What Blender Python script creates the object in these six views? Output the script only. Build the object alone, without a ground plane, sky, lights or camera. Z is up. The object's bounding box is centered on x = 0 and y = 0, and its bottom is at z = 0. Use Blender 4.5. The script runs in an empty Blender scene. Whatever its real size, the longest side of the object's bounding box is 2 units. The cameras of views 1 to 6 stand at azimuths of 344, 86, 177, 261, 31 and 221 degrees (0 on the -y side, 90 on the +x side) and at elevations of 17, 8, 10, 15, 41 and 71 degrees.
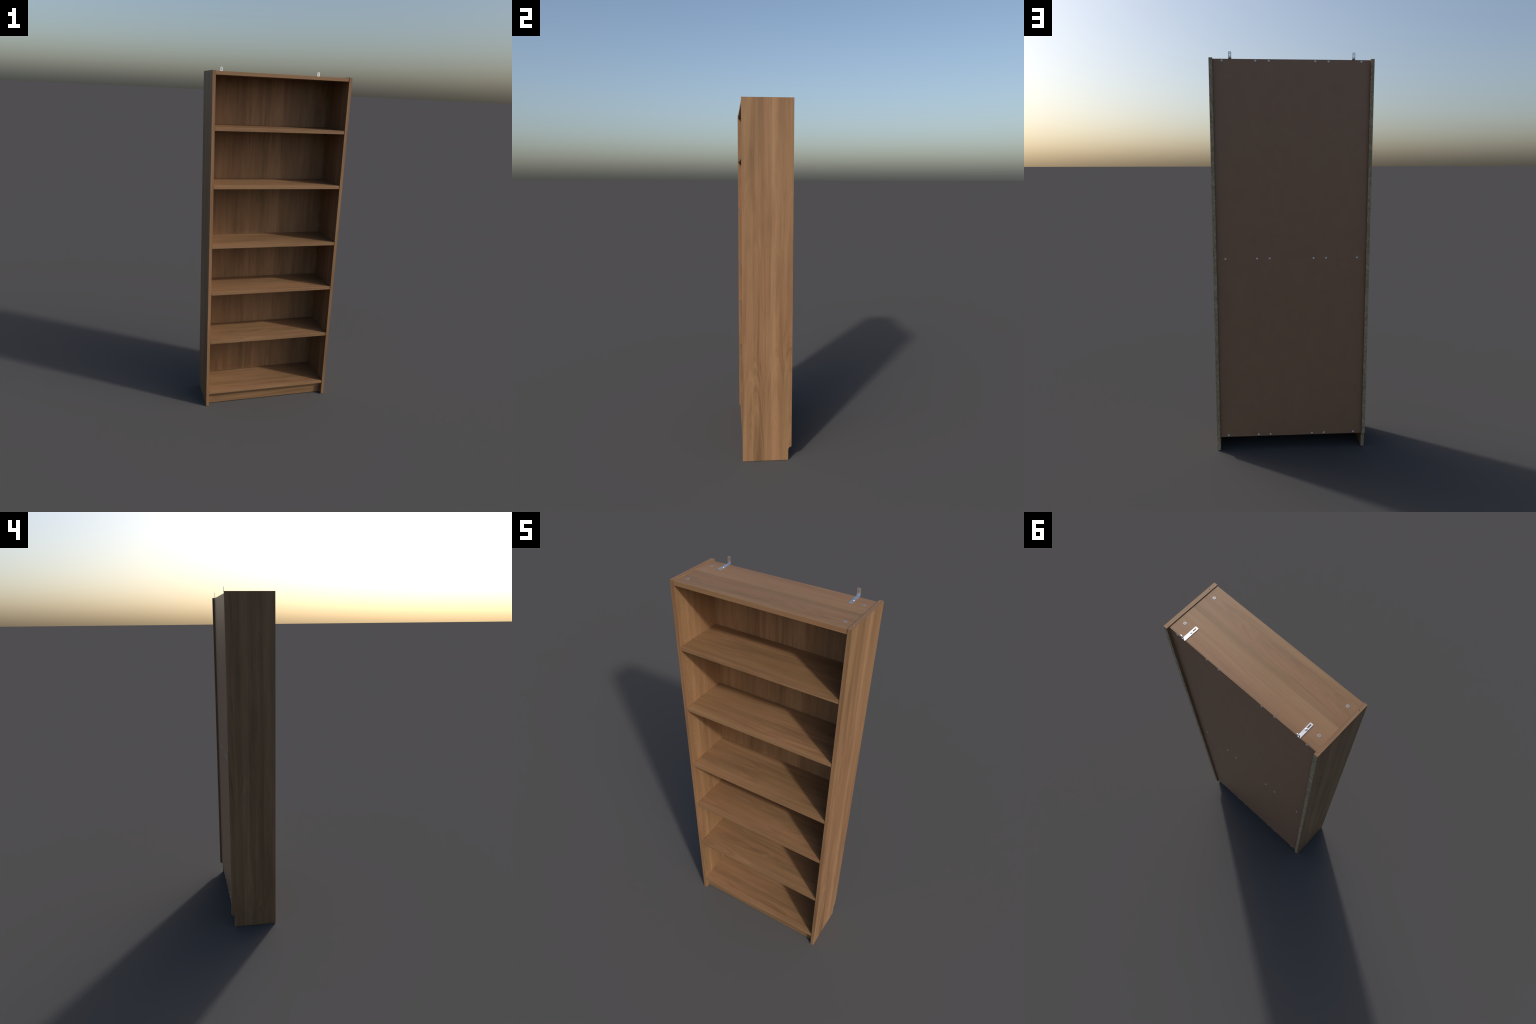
"""Tall open bookcase in brown wood veneer: two side panels standing on the floor,
top board, bottom board, one fixed and four loose shelves, recessed plinth, thin
hardboard back nailed on from behind, cam locks and two steel wall brackets on top."""
import bpy, bmesh, math
from mathutils import Vector, Matrix

# ------------------------------------------------------------------ sizes (m)
HALF_W   = 0.3889          # outer half width
HEIGHT   = 1.9713          # side panel height (brackets rise to 2.00)
Y_FRONT  = -0.1362         # front edge of the side panels
Y_REAR   = 0.1362          # rear edge of the side panels
T_SIDE   = 0.0170
X_IN     = HALF_W - T_SIDE
T_BOARD  = 0.0187         # top, bottom and fixed shelf
T_SHELF  = 0.0191         # loose shelves
Y_BOARD  = -0.1340         # front edge of shelves and boards
Y_BACK_I = 0.1205          # inner face of the back
Y_BACK_O = 0.1235          # outer face of the back
Z_TOP    = 1.9684          # upper face of the top board
PITCH    = 0.03127         # spacing of the shelf pin holes

# ------------------------------------------------------------------ node helpers
class Graph:
    def __init__(self, name):
        self.mat = bpy.data.materials.new(name)
        self.mat.use_nodes = True
        self.nt = self.mat.node_tree
        self.nt.nodes.clear()
        self.out = self.nt.nodes.new("ShaderNodeOutputMaterial")
        self.bsdf = self.nt.nodes.new("ShaderNodeBsdfPrincipled")
        self.link(self.bsdf.outputs[0], self.out.inputs[0])

    def link(self, a, b):
        self.nt.links.new(a, b)

    def put(self, sock, v):
        if isinstance(v, bpy.types.NodeSocket):
            self.link(v, sock)
        else:
            sock.default_value = v

    def node(self, kind, **props):
        n = self.nt.nodes.new(kind)
        for k, v in props.items():
            setattr(n, k, v)
        return n

    def math(self, op, a, b=0.0, c=None, clamp=False):
        n = self.node("ShaderNodeMath", operation=op, use_clamp=clamp)
        self.put(n.inputs[0], a)
        self.put(n.inputs[1], b)
        if c is not None:
            self.put(n.inputs[2], c)
        return n.outputs[0]

    def vec(self, x, y, z):
        n = self.node("ShaderNodeCombineXYZ")
        for s, v in zip(n.inputs, (x, y, z)):
            self.put(s, v)
        return n.outputs[0]

    def noise(self, vector, scale=1.0, detail=2.0, rough=0.5, distort=0.0):
        n = self.node("ShaderNodeTexNoise")
        self.put(n.inputs["Vector"], vector)
        n.inputs["Scale"].default_value = scale
        n.inputs["Detail"].default_value = detail
        n.inputs["Roughness"].default_value = rough
        n.inputs["Distortion"].default_value = distort
        return n.outputs["Fac"]

    def remap(self, v, a, b, c, d):
        n = self.node("ShaderNodeMapRange")
        self.put(n.inputs[0], v)
        for i, x in enumerate((a, b, c, d)):
            n.inputs[i + 1].default_value = x
        return n.outputs[0]

    def mix(self, fac, a, b, blend="MIX"):
        n = self.node("ShaderNodeMix", data_type="RGBA", blend_type=blend)
        self.put(n.inputs[0], fac)
        self.put(n.inputs[6], a)
        self.put(n.inputs[7], b)
        return n.outputs[2]

    def ramp(self, fac, stops):
        n = self.node("ShaderNodeValToRGB")
        cr = n.color_ramp
        while len(cr.elements) < len(stops):
            cr.elements.new(0.5)
        for e, (p, col) in zip(cr.elements, stops):
            e.position = p
            e.color = (*col, 1.0)
        self.put(n.inputs[0], fac)
        return n.outputs[0]

    def bump(self, height, strength, dist):
        n = self.node("ShaderNodeBump")
        n.inputs["Strength"].default_value = strength
        n.inputs["Distance"].default_value = dist
        self.put(n.inputs["Height"], height)
        self.link(n.outputs[0], self.bsdf.inputs["Normal"])


WOOD_DARK  = (0.128, 0.069, 0.034)
WOOD_MID   = (0.211, 0.118, 0.0585)
WOOD_LIGHT = (0.280, 0.162, 0.084)


def wood(name, along, bands=(), contrast=1.0, pale=0.22):
    """Walnut-like veneer; `along` is the object axis the grain runs on.
    `bands` are pale veneer leaves (axis, crisp edge, soft edge) across the grain."""
    g = Graph(name)
    tc = g.node("ShaderNodeTexCoord")
    info = g.node("ShaderNodeObjectInfo")
    sep = g.node("ShaderNodeSeparateXYZ")
    g.link(tc.outputs["Object"], sep.inputs[0])
    x, y, z = sep.outputs
    if along == "Z":
        u, v, w = x, y, z
    elif along == "Y":
        u, v, w = z, x, y
    else:                                   # grain along X
        u, v, w = y, z, x
    off = g.math("MULTIPLY", info.outputs["Random"], 37.0)
    w = g.math("ADD", w, off)

    def stretched(a, b, across, lengthwise, detail=2.0, rough=0.5):
        return g.noise(g.vec(g.math("MULTIPLY", a, across), g.math("MULTIPLY", b, across),
                             g.math("MULTIPLY", w, lengthwise)), 1.0, detail, rough)

    def add(total, value, amount):
        return g.math("MULTIPLY_ADD", g.math("SUBTRACT", value, 0.5), amount, total)

    # slow sideways drift of the figure
    drift = stretched(u, v, 5.0, 1.5, 1.5, 0.45)
    d1 = g.math("MULTIPLY", g.math("SUBTRACT", drift, 0.5), 0.05)
    uu = g.math("ADD", u, d1)
    vv = g.math("ADD", v, d1)
    # veneer leaves of uneven width, each with its own tone
    cross = g.math("ADD", g.math("ADD", u, v), g.math("MULTIPLY", off, 3.1))
    vor = g.node("ShaderNodeTexVoronoi", voronoi_dimensions="1D", feature="F1")
    g.put(vor.inputs["W"], cross)
    vor.inputs["Scale"].default_value = 14.0
    leaf = g.node("ShaderNodeSeparateColor")
    g.link(vor.outputs["Color"], leaf.inputs[0])
    # figure
    broad = stretched(uu, vv, 34.0, 0.9)
    streak = stretched(uu, vv, 105.0, 1.6, 2.5, 0.55)
    fine = stretched(uu, vv, 480.0, 9.0)
    cloud = stretched(u, v, 14.0, 3.0)
    # arched figure down the middle of some leaves
    du = g.math("SUBTRACT", cross, vor.outputs["W"])
    arch = g.math("MULTIPLY", g.math("MULTIPLY", du, du), 900.0)
    arch = g.math("ADD", arch, g.math("MULTIPLY", w, 4.0))
    arch = g.math("ADD", arch, g.math("MULTIPLY", drift, 5.0))
    rings = g.noise(g.vec(arch, leaf.outputs[1], 0.0), 2.2, 3.0, 0.6)
    where = g.math("MULTIPLY", g.remap(leaf.outputs[2], 0.28, 0.34, 0.0, 1.0),
                   g.remap(stretched(u, v, 3.0, 1.7, 1.0), 0.40, 0.56, 0.0, 1.0))
    t = add(0.5, broad, 0.70)
    t = add(t, streak, 0.56)
    t = add(t, fine, 0.28)
    t = add(t, cloud, 0.50)
    t = add(t, leaf.outputs[0], 0.16)
    t = g.math("MULTIPLY_ADD", g.math("MULTIPLY", g.math("SUBTRACT", rings, 0.53), where), 0.95, t)
    t = g.math("MULTIPLY_ADD", g.math("SUBTRACT", t, 0.5), contrast, 0.5)
    for axis, crisp, soft in bands:
        c = g.math("ADD", {"X": x, "Y": y}[axis], g.math("MULTIPLY", g.math("SUBTRACT", streak, 0.5), 0.003))
        sgn = 1.0 if soft > crisp else -1.0
        rise = g.remap(c, crisp - 0.001 * sgn, crisp + 0.001 * sgn, 0.0, 1.0)
        fall = g.remap(c, crisp + 0.45 * (soft - crisp), soft, 1.0, 0.0)
        t = g.math("MULTIPLY_ADD", g.math("MULTIPLY", rise, fall), pale, t)
    t = g.math("ADD", t, 0.0, clamp=True)
    col = g.ramp(t, [(0.12, WOOD_DARK), (0.50, WOOD_MID), (0.88, WOOD_LIGHT)])
    # faint reddish and olive patches
    hue = stretched(uu, vv, 26.0, 0.9)
    tint = g.ramp(hue, [(0.34, (0.972, 1.006, 0.975)), (0.5, (1.0, 1.0, 1.0)),
                        (0.66, (1.040, 0.982, 1.0))])
    col = g.mix(1.0, col, tint, "MULTIPLY")
    g.put(g.bsdf.inputs["Base Color"], col)
    g.bsdf.inputs["Roughness"].default_value = 0.52
    g.bsdf.inputs["Specular IOR Level"].default_value = 0.30
    g.bump(streak, 0.04, 0.0005)
    return g.mat


def chipboard(name):
    g = Graph(name)
    tc = g.node("ShaderNodeTexCoord")
    mp = g.node("ShaderNodeMapping")
    mp.inputs["Scale"].default_value = (1.0, 1.0, 0.6)
    g.link(tc.outputs["Object"], mp.inputs[0])
    a = g.noise(mp.outputs[0], 130.0, 4.0, 0.65)
    b = g.noise(mp.outputs[0], 38.0, 2.0, 0.5)
    t = g.math("ADD", g.math("MULTIPLY", a, 0.7), g.math("MULTIPLY", b, 0.3))
    col = g.ramp(t, [(0.34, (0.20, 0.145, 0.085)), (0.50, (0.335, 0.258, 0.160)),
                     (0.66, (0.50, 0.40, 0.27))])
    g.put(g.bsdf.inputs["Base Color"], col)
    g.bsdf.inputs["Roughness"].default_value = 0.85
    g.bump(a, 0.35, 0.001)
    return g.mat


def hardboard(name):
    g = Graph(name)
    tc = g.node("ShaderNodeTexCoord")
    a = g.noise(tc.outputs["Object"], 14.0, 4.0, 0.6)
    col = g.ramp(a, [(0.35, (0.290, 0.158, 0.090)), (0.65, (0.312, 0.172, 0.099))])
    g.put(g.bsdf.inputs["Base Color"], col)
    g.bsdf.inputs["Roughness"].default_value = 0.42
    g.bump(g.noise(tc.outputs["Object"], 420.0, 2.0, 0.5), 0.08, 0.0005)
    return g.mat


def metal(name, colour, rough, metallic=1.0):
    g = Graph(name)
    tc = g.node("ShaderNodeTexCoord")
    a = g.noise(tc.outputs["Object"], 160.0, 3.0, 0.6)
    dark = tuple(c * 0.95 for c in colour)
    g.put(g.bsdf.inputs["Base Color"], g.ramp(a, [(0.35, dark), (0.65, colour)]))
    g.put(g.bsdf.inputs["Roughness"], g.remap(a, 0.3, 0.7, rough * 0.93, rough * 1.07))
    g.bsdf.inputs["Metallic"].default_value = metallic
    return g.mat


MAT_SIDE_OUT = wood("wood_side_outer", "Z", [("Y", 0.0195, 0.066)], 0.92)
MAT_SIDE_IN  = wood("wood_side_inner", "Z", [("Y", -0.0630, -0.094)], 0.80, 0.26)
MAT_BACK_IN  = wood("wood_back_inner", "Z", [("X", 0.0830, 0.000)], 0.95)
MAT_TOP      = wood("wood_top_board", "X", [("Y", 0.0080, 0.052)], 0.62, 0.13)
MAT_EDGE     = wood("wood_panel_end", "Y", (), 0.6)
MAT_WOOD_X = wood("wood_lengthwise_grain", "X", (), 0.85)
MAT_CHIP   = chipboard("raw_chipboard")
MAT_HARD   = hardboard("brown_hardboard")
MAT_ZINC   = metal("zinc_plated_steel", (0.80, 0.81, 0.83), 0.30)
MAT_LOCK   = metal("cast_zinc", (0.25, 0.25, 0.255), 0.48, 0.35)
MAT_NAIL   = metal("nail_steel", (0.80, 0.82, 0.86), 0.45, 0.10)
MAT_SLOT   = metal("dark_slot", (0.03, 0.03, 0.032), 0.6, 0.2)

# ------------------------------------------------------------------ mesh helpers
SCENE = bpy.context.scene.collection


def make(name, mesh, parent=None, loc=(0, 0, 0), rot=(0, 0, 0)):
    ob = bpy.data.objects.new(name, mesh)
    SCENE.objects.link(ob)
    ob.location = loc
    ob.rotation_euler = rot
    if parent is not None:
        ob.parent = parent
    return ob


def finish(bm, name, mats):
    bmesh.ops.recalc_face_normals(bm, faces=bm.faces[:])
    me = bpy.data.meshes.new(name)
    bm.to_mesh(me)
    bm.free()
    for m in mats:
        me.materials.append(m)
    return me


def soften(bm, width, segments=2, angle=40.0):
    sharp = [e for e in bm.edges if len(e.link_faces) == 2
             and e.calc_face_angle(0.0) > math.radians(angle)]
    bmesh.ops.bevel(bm, geom=sharp, offset=width, segments=segments, profile=0.5,
                    affect="EDGES", clamp_overlap=True)


def board(name, size, mat, bevel=0.0012, rear=None, extra=(), pick=None):
    """Box centred on its own origin; `pick(normal)` chooses the material slot."""
    bm = bmesh.new()
    bmesh.ops.create_cube(bm, size=1.0)
    bmesh.ops.scale(bm, vec=size, verts=bm.verts[:])
    soften(bm, bevel)
    bm.normal_update()
    if pick:
        for f in bm.faces:
            f.material_index = pick(f.normal)
    return finish(bm, name, [mat, *extra])


def prism(bm, outline, x0, x1):
    """Extrude a closed (y, z) outline along x."""
    a = [bm.verts.new((x0, y, z)) for y, z in outline]
    b = [bm.verts.new((x1, y, z)) for y, z in outline]
    bm.faces.new(a)
    bm.faces.new(list(reversed(b)))
    n = len(outline)
    for i in range(n):
        j = (i + 1) % n
        bm.faces.new((a[i], b[i], b[j], a[j]))


def drill(bm, centre, axis, radius, depth, sides=12):
    """Closed cylinder used as a drill bit, centred on `centre`."""
    rot = {"X": Matrix.Rotation(math.pi / 2, 4, "Y"), "Z": Matrix.Identity(4)}[axis]
    bmesh.ops.create_cone(bm, cap_ends=True, segments=sides, radius1=radius,
                          radius2=radius, depth=depth,
                          matrix=Matrix.Translation(centre) @ rot)


def cut(mesh, bits, slot_mat):
    """Boolean difference of `mesh` with the drill bits; returns the new mesh."""
    bmesh.ops.recalc_face_normals(bits, faces=bits.faces[:])
    bit_mesh = bpy.data.meshes.new("bits")
    bits.to_mesh(bit_mesh)
    bits.free()
    slot = mesh.materials.find(slot_mat.name)
    for m in mesh.materials:
        bit_mesh.materials.append(m)
    for p in bit_mesh.polygons:
        p.material_index = slot
    a = bpy.data.objects.new("work", mesh)
    b = bpy.data.objects.new("bits", bit_mesh)
    SCENE.objects.link(a)
    SCENE.objects.link(b)
    mod = a.modifiers.new("cut", "BOOLEAN")
    mod.operation = "DIFFERENCE"
    mod.solver = "EXACT"
    mod.object = b
    dg = bpy.context.evaluated_depsgraph_get()
    dg.update()
    out = bpy.data.meshes.new_from_object(a.evaluated_get(dg))
    out.name = mesh.name
    bpy.data.objects.remove(a)
    bpy.data.objects.remove(b)
    bpy.data.meshes.remove(bit_mesh)
    return out


# ------------------------------------------------------------------ the bookcase
bookcase = bpy.data.objects.new("bookcase", None)
SCENE.objects.link(bookcase)
bookcase.empty_display_size = 0.2
bookcase["label"] = "tall open bookcase in brown wood veneer with six shelves"
bookcase["category"] = "bookcase"

# ---- side panels: rear foot cut away for a skirting board
foot = [(Y_FRONT, 0.0), (0.1178, 0.0), (0.1178, 0.0555)]
for k in range(1, 9):                                  # hollow quarter round
    a = math.radians(90.0 * k / 9)
    foot.append((0.1178 + 0.0122 * (1 - math.cos(a)), 0.0555 + 0.0215 * math.sin(a)))
foot += [(0.1315, 0.0775), (0.1342, 0.0784), (0.1357, 0.0800), (Y_REAR, 0.0822)]
outline = foot + [(Y_REAR, HEIGHT), (Y_FRONT, HEIGHT)]

PIN_ROWS_Y = (-0.0998, 0.0870)
PIN_Z = [1.8872 - PITCH * k for k in range(26)] + [0.9495 - PITCH * k for k in range(26)]


def side_panel(sign):
    xi, xo = sign * X_IN, sign * HALF_W
    bm = bmesh.new()
    prism(bm, outline, xi, xo)
    soften(bm, 0.0007, 1, 60.0)
    bmesh.ops.recalc_face_normals(bm, faces=bm.faces[:])
    for f in bm.faces:
        n, c = f.normal, f.calc_center_median()
        raw = (n.y > 0.4 and c.y > 0.1) or n.z < -0.5
        f.material_index = 1 if raw else 3 if n.z > 0.6 else 2 if n.x * sign < -0.5 else 0
    me = finish(bm, "side_panel", [MAT_SIDE_OUT, MAT_CHIP, MAT_SIDE_IN, MAT_EDGE])
    bits = bmesh.new()
    for y in PIN_ROWS_Y:
        for z in PIN_Z:
            drill(bits, (xi, y, z), "X", 0.0018, 0.018)
    drill(bits, (sign * 0.3807, -0.1013, HEIGHT), "Z", 0.0019, 0.03, 10)
    drill(bits, (sign * 0.3765, 0.1228, HEIGHT), "Z", 0.0014, 0.03, 10)
    me = cut(me, bits, MAT_CHIP)
    return make("side_panel", me, bookcase)


for s in (-1, 1):
    side_panel(s)

# ---- boards and shelves (grain along x)
def level(name, z_low, y_rear, half_w, rear_raw=True, t=T_BOARD, y_front=Y_BOARD,
          mat=MAT_WOOD_X, bevel=0.0010):
    pick = (lambda n: 1 if n.y > 0.98 or abs(n.x) > 0.98 else 0)
    me = board(name, (2 * half_w, y_rear - y_front, t), mat, bevel,
               extra=(MAT_CHIP,), pick=pick)
    return make(name, me, bookcase, (0, (y_rear + y_front) / 2, z_low + t / 2))


level("top_board", Z_TOP - T_BOARD, Y_BACK_I, X_IN - 0.0002, mat=MAT_TOP, bevel=0.0005)
level("fixed_shelf", 1.0143, Y_BACK_I, X_IN - 0.0002)
level("bottom_board", 0.0775, Y_BACK_I, X_IN - 0.0002)
loose = None
for z in (1.6664, 1.3546, 0.7309, 0.4182):
    if loose is None:
        loose = level("shelf", z, 0.1185, X_IN - 0.0012, t=T_SHELF)
    else:
        ob = loose.copy()
        SCENE.objects.link(ob)
        ob.location.z = z + T_SHELF / 2

# ---- plinth
pl = board("plinth", (2 * X_IN - 0.0004, 0.0160, 0.0750), MAT_WOOD_X, 0.0008)
make("plinth", pl, bookcase, (0, -0.1085 + 0.008, 0.0020 + 0.0375))

# ---- back: veneer inside, plain brown hardboard outside
z0, z1 = 0.0765, Z_TOP - 0.0003
bk = board("back_panel", (2 * X_IN - 0.0004, Y_BACK_O - Y_BACK_I - 0.0003, z1 - z0), MAT_BACK_IN,
           0.0003, extra=(MAT_HARD, MAT_WOOD_X), pick=lambda n: 1 if n.y > 0.5 else 2 if n.z > 0.5 else 0)
back = make("back_panel", bk, bookcase, (0, (Y_BACK_I + Y_BACK_O) / 2, (z0 + z1) / 2))

# ---- nails through the back into top, fixed shelf and bottom
bm = bmesh.new()
profile = [(0.0, 0.0015), (0.0022, 0.0014), (0.0040, 0.0010), (0.0047, 0.0004), (0.0047, -0.002)]
SEG = 20
rings = []
for r, h in profile[1:]:
    rings.append([bm.verts.new((r * math.cos(2 * math.pi * i / SEG), h,
                                r * math.sin(2 * math.pi * i / SEG))) for i in range(SEG)])
tip = bm.verts.new((0, profile[0][1], 0))
for i in range(SEG):
    j = (i + 1) % SEG
    bm.faces.new((tip, rings[0][i], rings[0][j]))
    for a, b in zip(rings, rings[1:]):
        bm.faces.new((a[i], b[i], b[j], a[j]))
bm.faces.new(rings[-1])
for f in bm.faces:
    f.smooth = True
nail_mesh = finish(bm, "nail", [MAT_NAIL])
for z in (1.9603, 1.0228, 0.0853):
    for x in (0.3287, 0.1721, 0.1094, -0.1094, -0.1721, -0.3287):
        make("nail", nail_mesh, bookcase, (x, Y_BACK_O, z))

# ---- cam locks let into the top board, each with a screwdriver slot
bm = bmesh.new()
bmesh.ops.create_cone(bm, cap_ends=True, segments=32, radius1=0.0072, radius2=0.0072, depth=0.006)
soften(bm, 0.0005, 2)
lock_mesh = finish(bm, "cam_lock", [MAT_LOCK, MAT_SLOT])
bits = bmesh.new()
bmesh.ops.create_cube(bits, size=1.0, matrix=Matrix.Translation((0, 0, 0.003))
                      @ Matrix.Diagonal((0.0018, 0.0068, 0.004, 1)))
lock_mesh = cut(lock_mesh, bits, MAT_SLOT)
for x in (-0.3395, 0.3395):
    for y in (-0.0855, 0.0713):
        make("cam_lock", lock_mesh, bookcase, (x, y, Z_TOP + 0.0006 - 0.003))

# ---- wall brackets: slotted foot on the top board, upright leg behind
W_BR, T_BR, R_IN = 0.0147, 0.0020, 0.0034
BR_TOP = 2.0


def bracket():
    """L-shaped strip in the y-z plane, origin at the outer heel on the board."""
    leg_up = BR_TOP - Z_TOP
    foot_len = 0.0755
    arc = [(math.cos(a), math.sin(a)) for a in
           [math.radians(-90 + 90 * k / 6) for k in range(7)]]
    ro = R_IN + T_BR
    cy, cz = -ro, ro
    low = [(-foot_len, 0.0)] + [(cy + ro * c, cz + ro * s) for c, s in arc] + [(0.0, leg_up)]
    top = [(-T_BR, leg_up)] + [(cy + R_IN * c, cz + R_IN * s) for c, s in reversed(arc)] \
        + [(-foot_len, T_BR)]
    bm = bmesh.new()
    prism(bm, low + top, -W_BR / 2, W_BR / 2)
    corners = [e for e in bm.edges if abs(e.verts[0].co.x - e.verts[1].co.x) < 1e-6
               and abs(abs(e.verts[0].co.x) - W_BR / 2) < 1e-6
               and (e.calc_length() < T_BR * 1.01)
               and (all(v.co.z > leg_up - 1e-5 for v in e.verts)
                    or all(v.co.y < -foot_len + 1e-5 for v in e.verts))]
    bmesh.ops.bevel(bm, geom=corners, offset=0.0022, segments=3, profile=0.5, affect="EDGES")
    me = finish(bm, "wall_bracket", [MAT_ZINC])
    bits = bmesh.new()
    # oblong slot in the foot
    ring = []
    for k in range(16):
        a = 2 * math.pi * (k + 0.5) / 16
        ring.append((0.0028 * math.cos(a), -0.0610 + math.copysign(0.0065, math.sin(a)) + 0.0028 * math.sin(a)))
    lo = [bits.verts.new((p, q, -0.004)) for p, q in ring]
    hi = [bits.verts.new((p, q, 0.006)) for p, q in ring]
    bits.faces.new(lo)
    bits.faces.new(hi)
    for i in range(16):
        bits.faces.new((lo[i], lo[i - 1], hi[i - 1], hi[i]))
    me = cut(me, bits, MAT_ZINC)
    for z, r in ((0.0255, 0.0020), (0.0165, 0.0031)):
        bits = bmesh.new()
        bmesh.ops.create_cone(bits, cap_ends=True, segments=20, radius1=r, radius2=r, depth=0.01,
                              matrix=Matrix.Translation((0, -0.001, z)) @ Matrix.Rotation(math.pi / 2, 4, "X"))
        me = cut(me, bits, MAT_ZINC)
    me.polygons.foreach_set("use_smooth", [True] * len(me.polygons))
    me.set_sharp_from_angle(angle=math.radians(35))
    return me


def dome_screw():
    """Low round head with a hexagonal recess."""
    bm = bmesh.new()
    prof = [(0.0, 0.0014), (0.0022, 0.0014), (0.0042, 0.0012), (0.0052, 0.0006), (0.0054, 0.0), (0.0054, -0.001)]
    rs = [[bm.verts.new((r * math.cos(2 * math.pi * i / 24), r * math.sin(2 * math.pi * i / 24), h))
           for i in range(24)] for r, h in prof[1:]]
    bm.faces.new(rs[0])
    for a, b in zip(rs, rs[1:]):
        for i in range(24):
            j = (i + 1) % 24
            bm.faces.new((a[i], b[i], b[j], a[j]))
    bm.faces.new(rs[-1])
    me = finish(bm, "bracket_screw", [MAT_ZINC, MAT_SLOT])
    bits = bmesh.new()
    drill(bits, (0, 0, 0.0014), "Z", 0.0020, 0.0018, 6)
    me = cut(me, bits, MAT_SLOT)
    for p in me.polygons:
        p.use_smooth = len(p.vertices) == 4
    return me


br_mesh, sc_mesh = bracket(), dome_screw()
for x in (-0.2905, 0.2910):
    b = make("wall_bracket", br_mesh, bookcase, (x, 0.1290, Z_TOP))
    make("bracket_screw", sc_mesh, b, (0, -0.0440, T_BR + 0.0001))
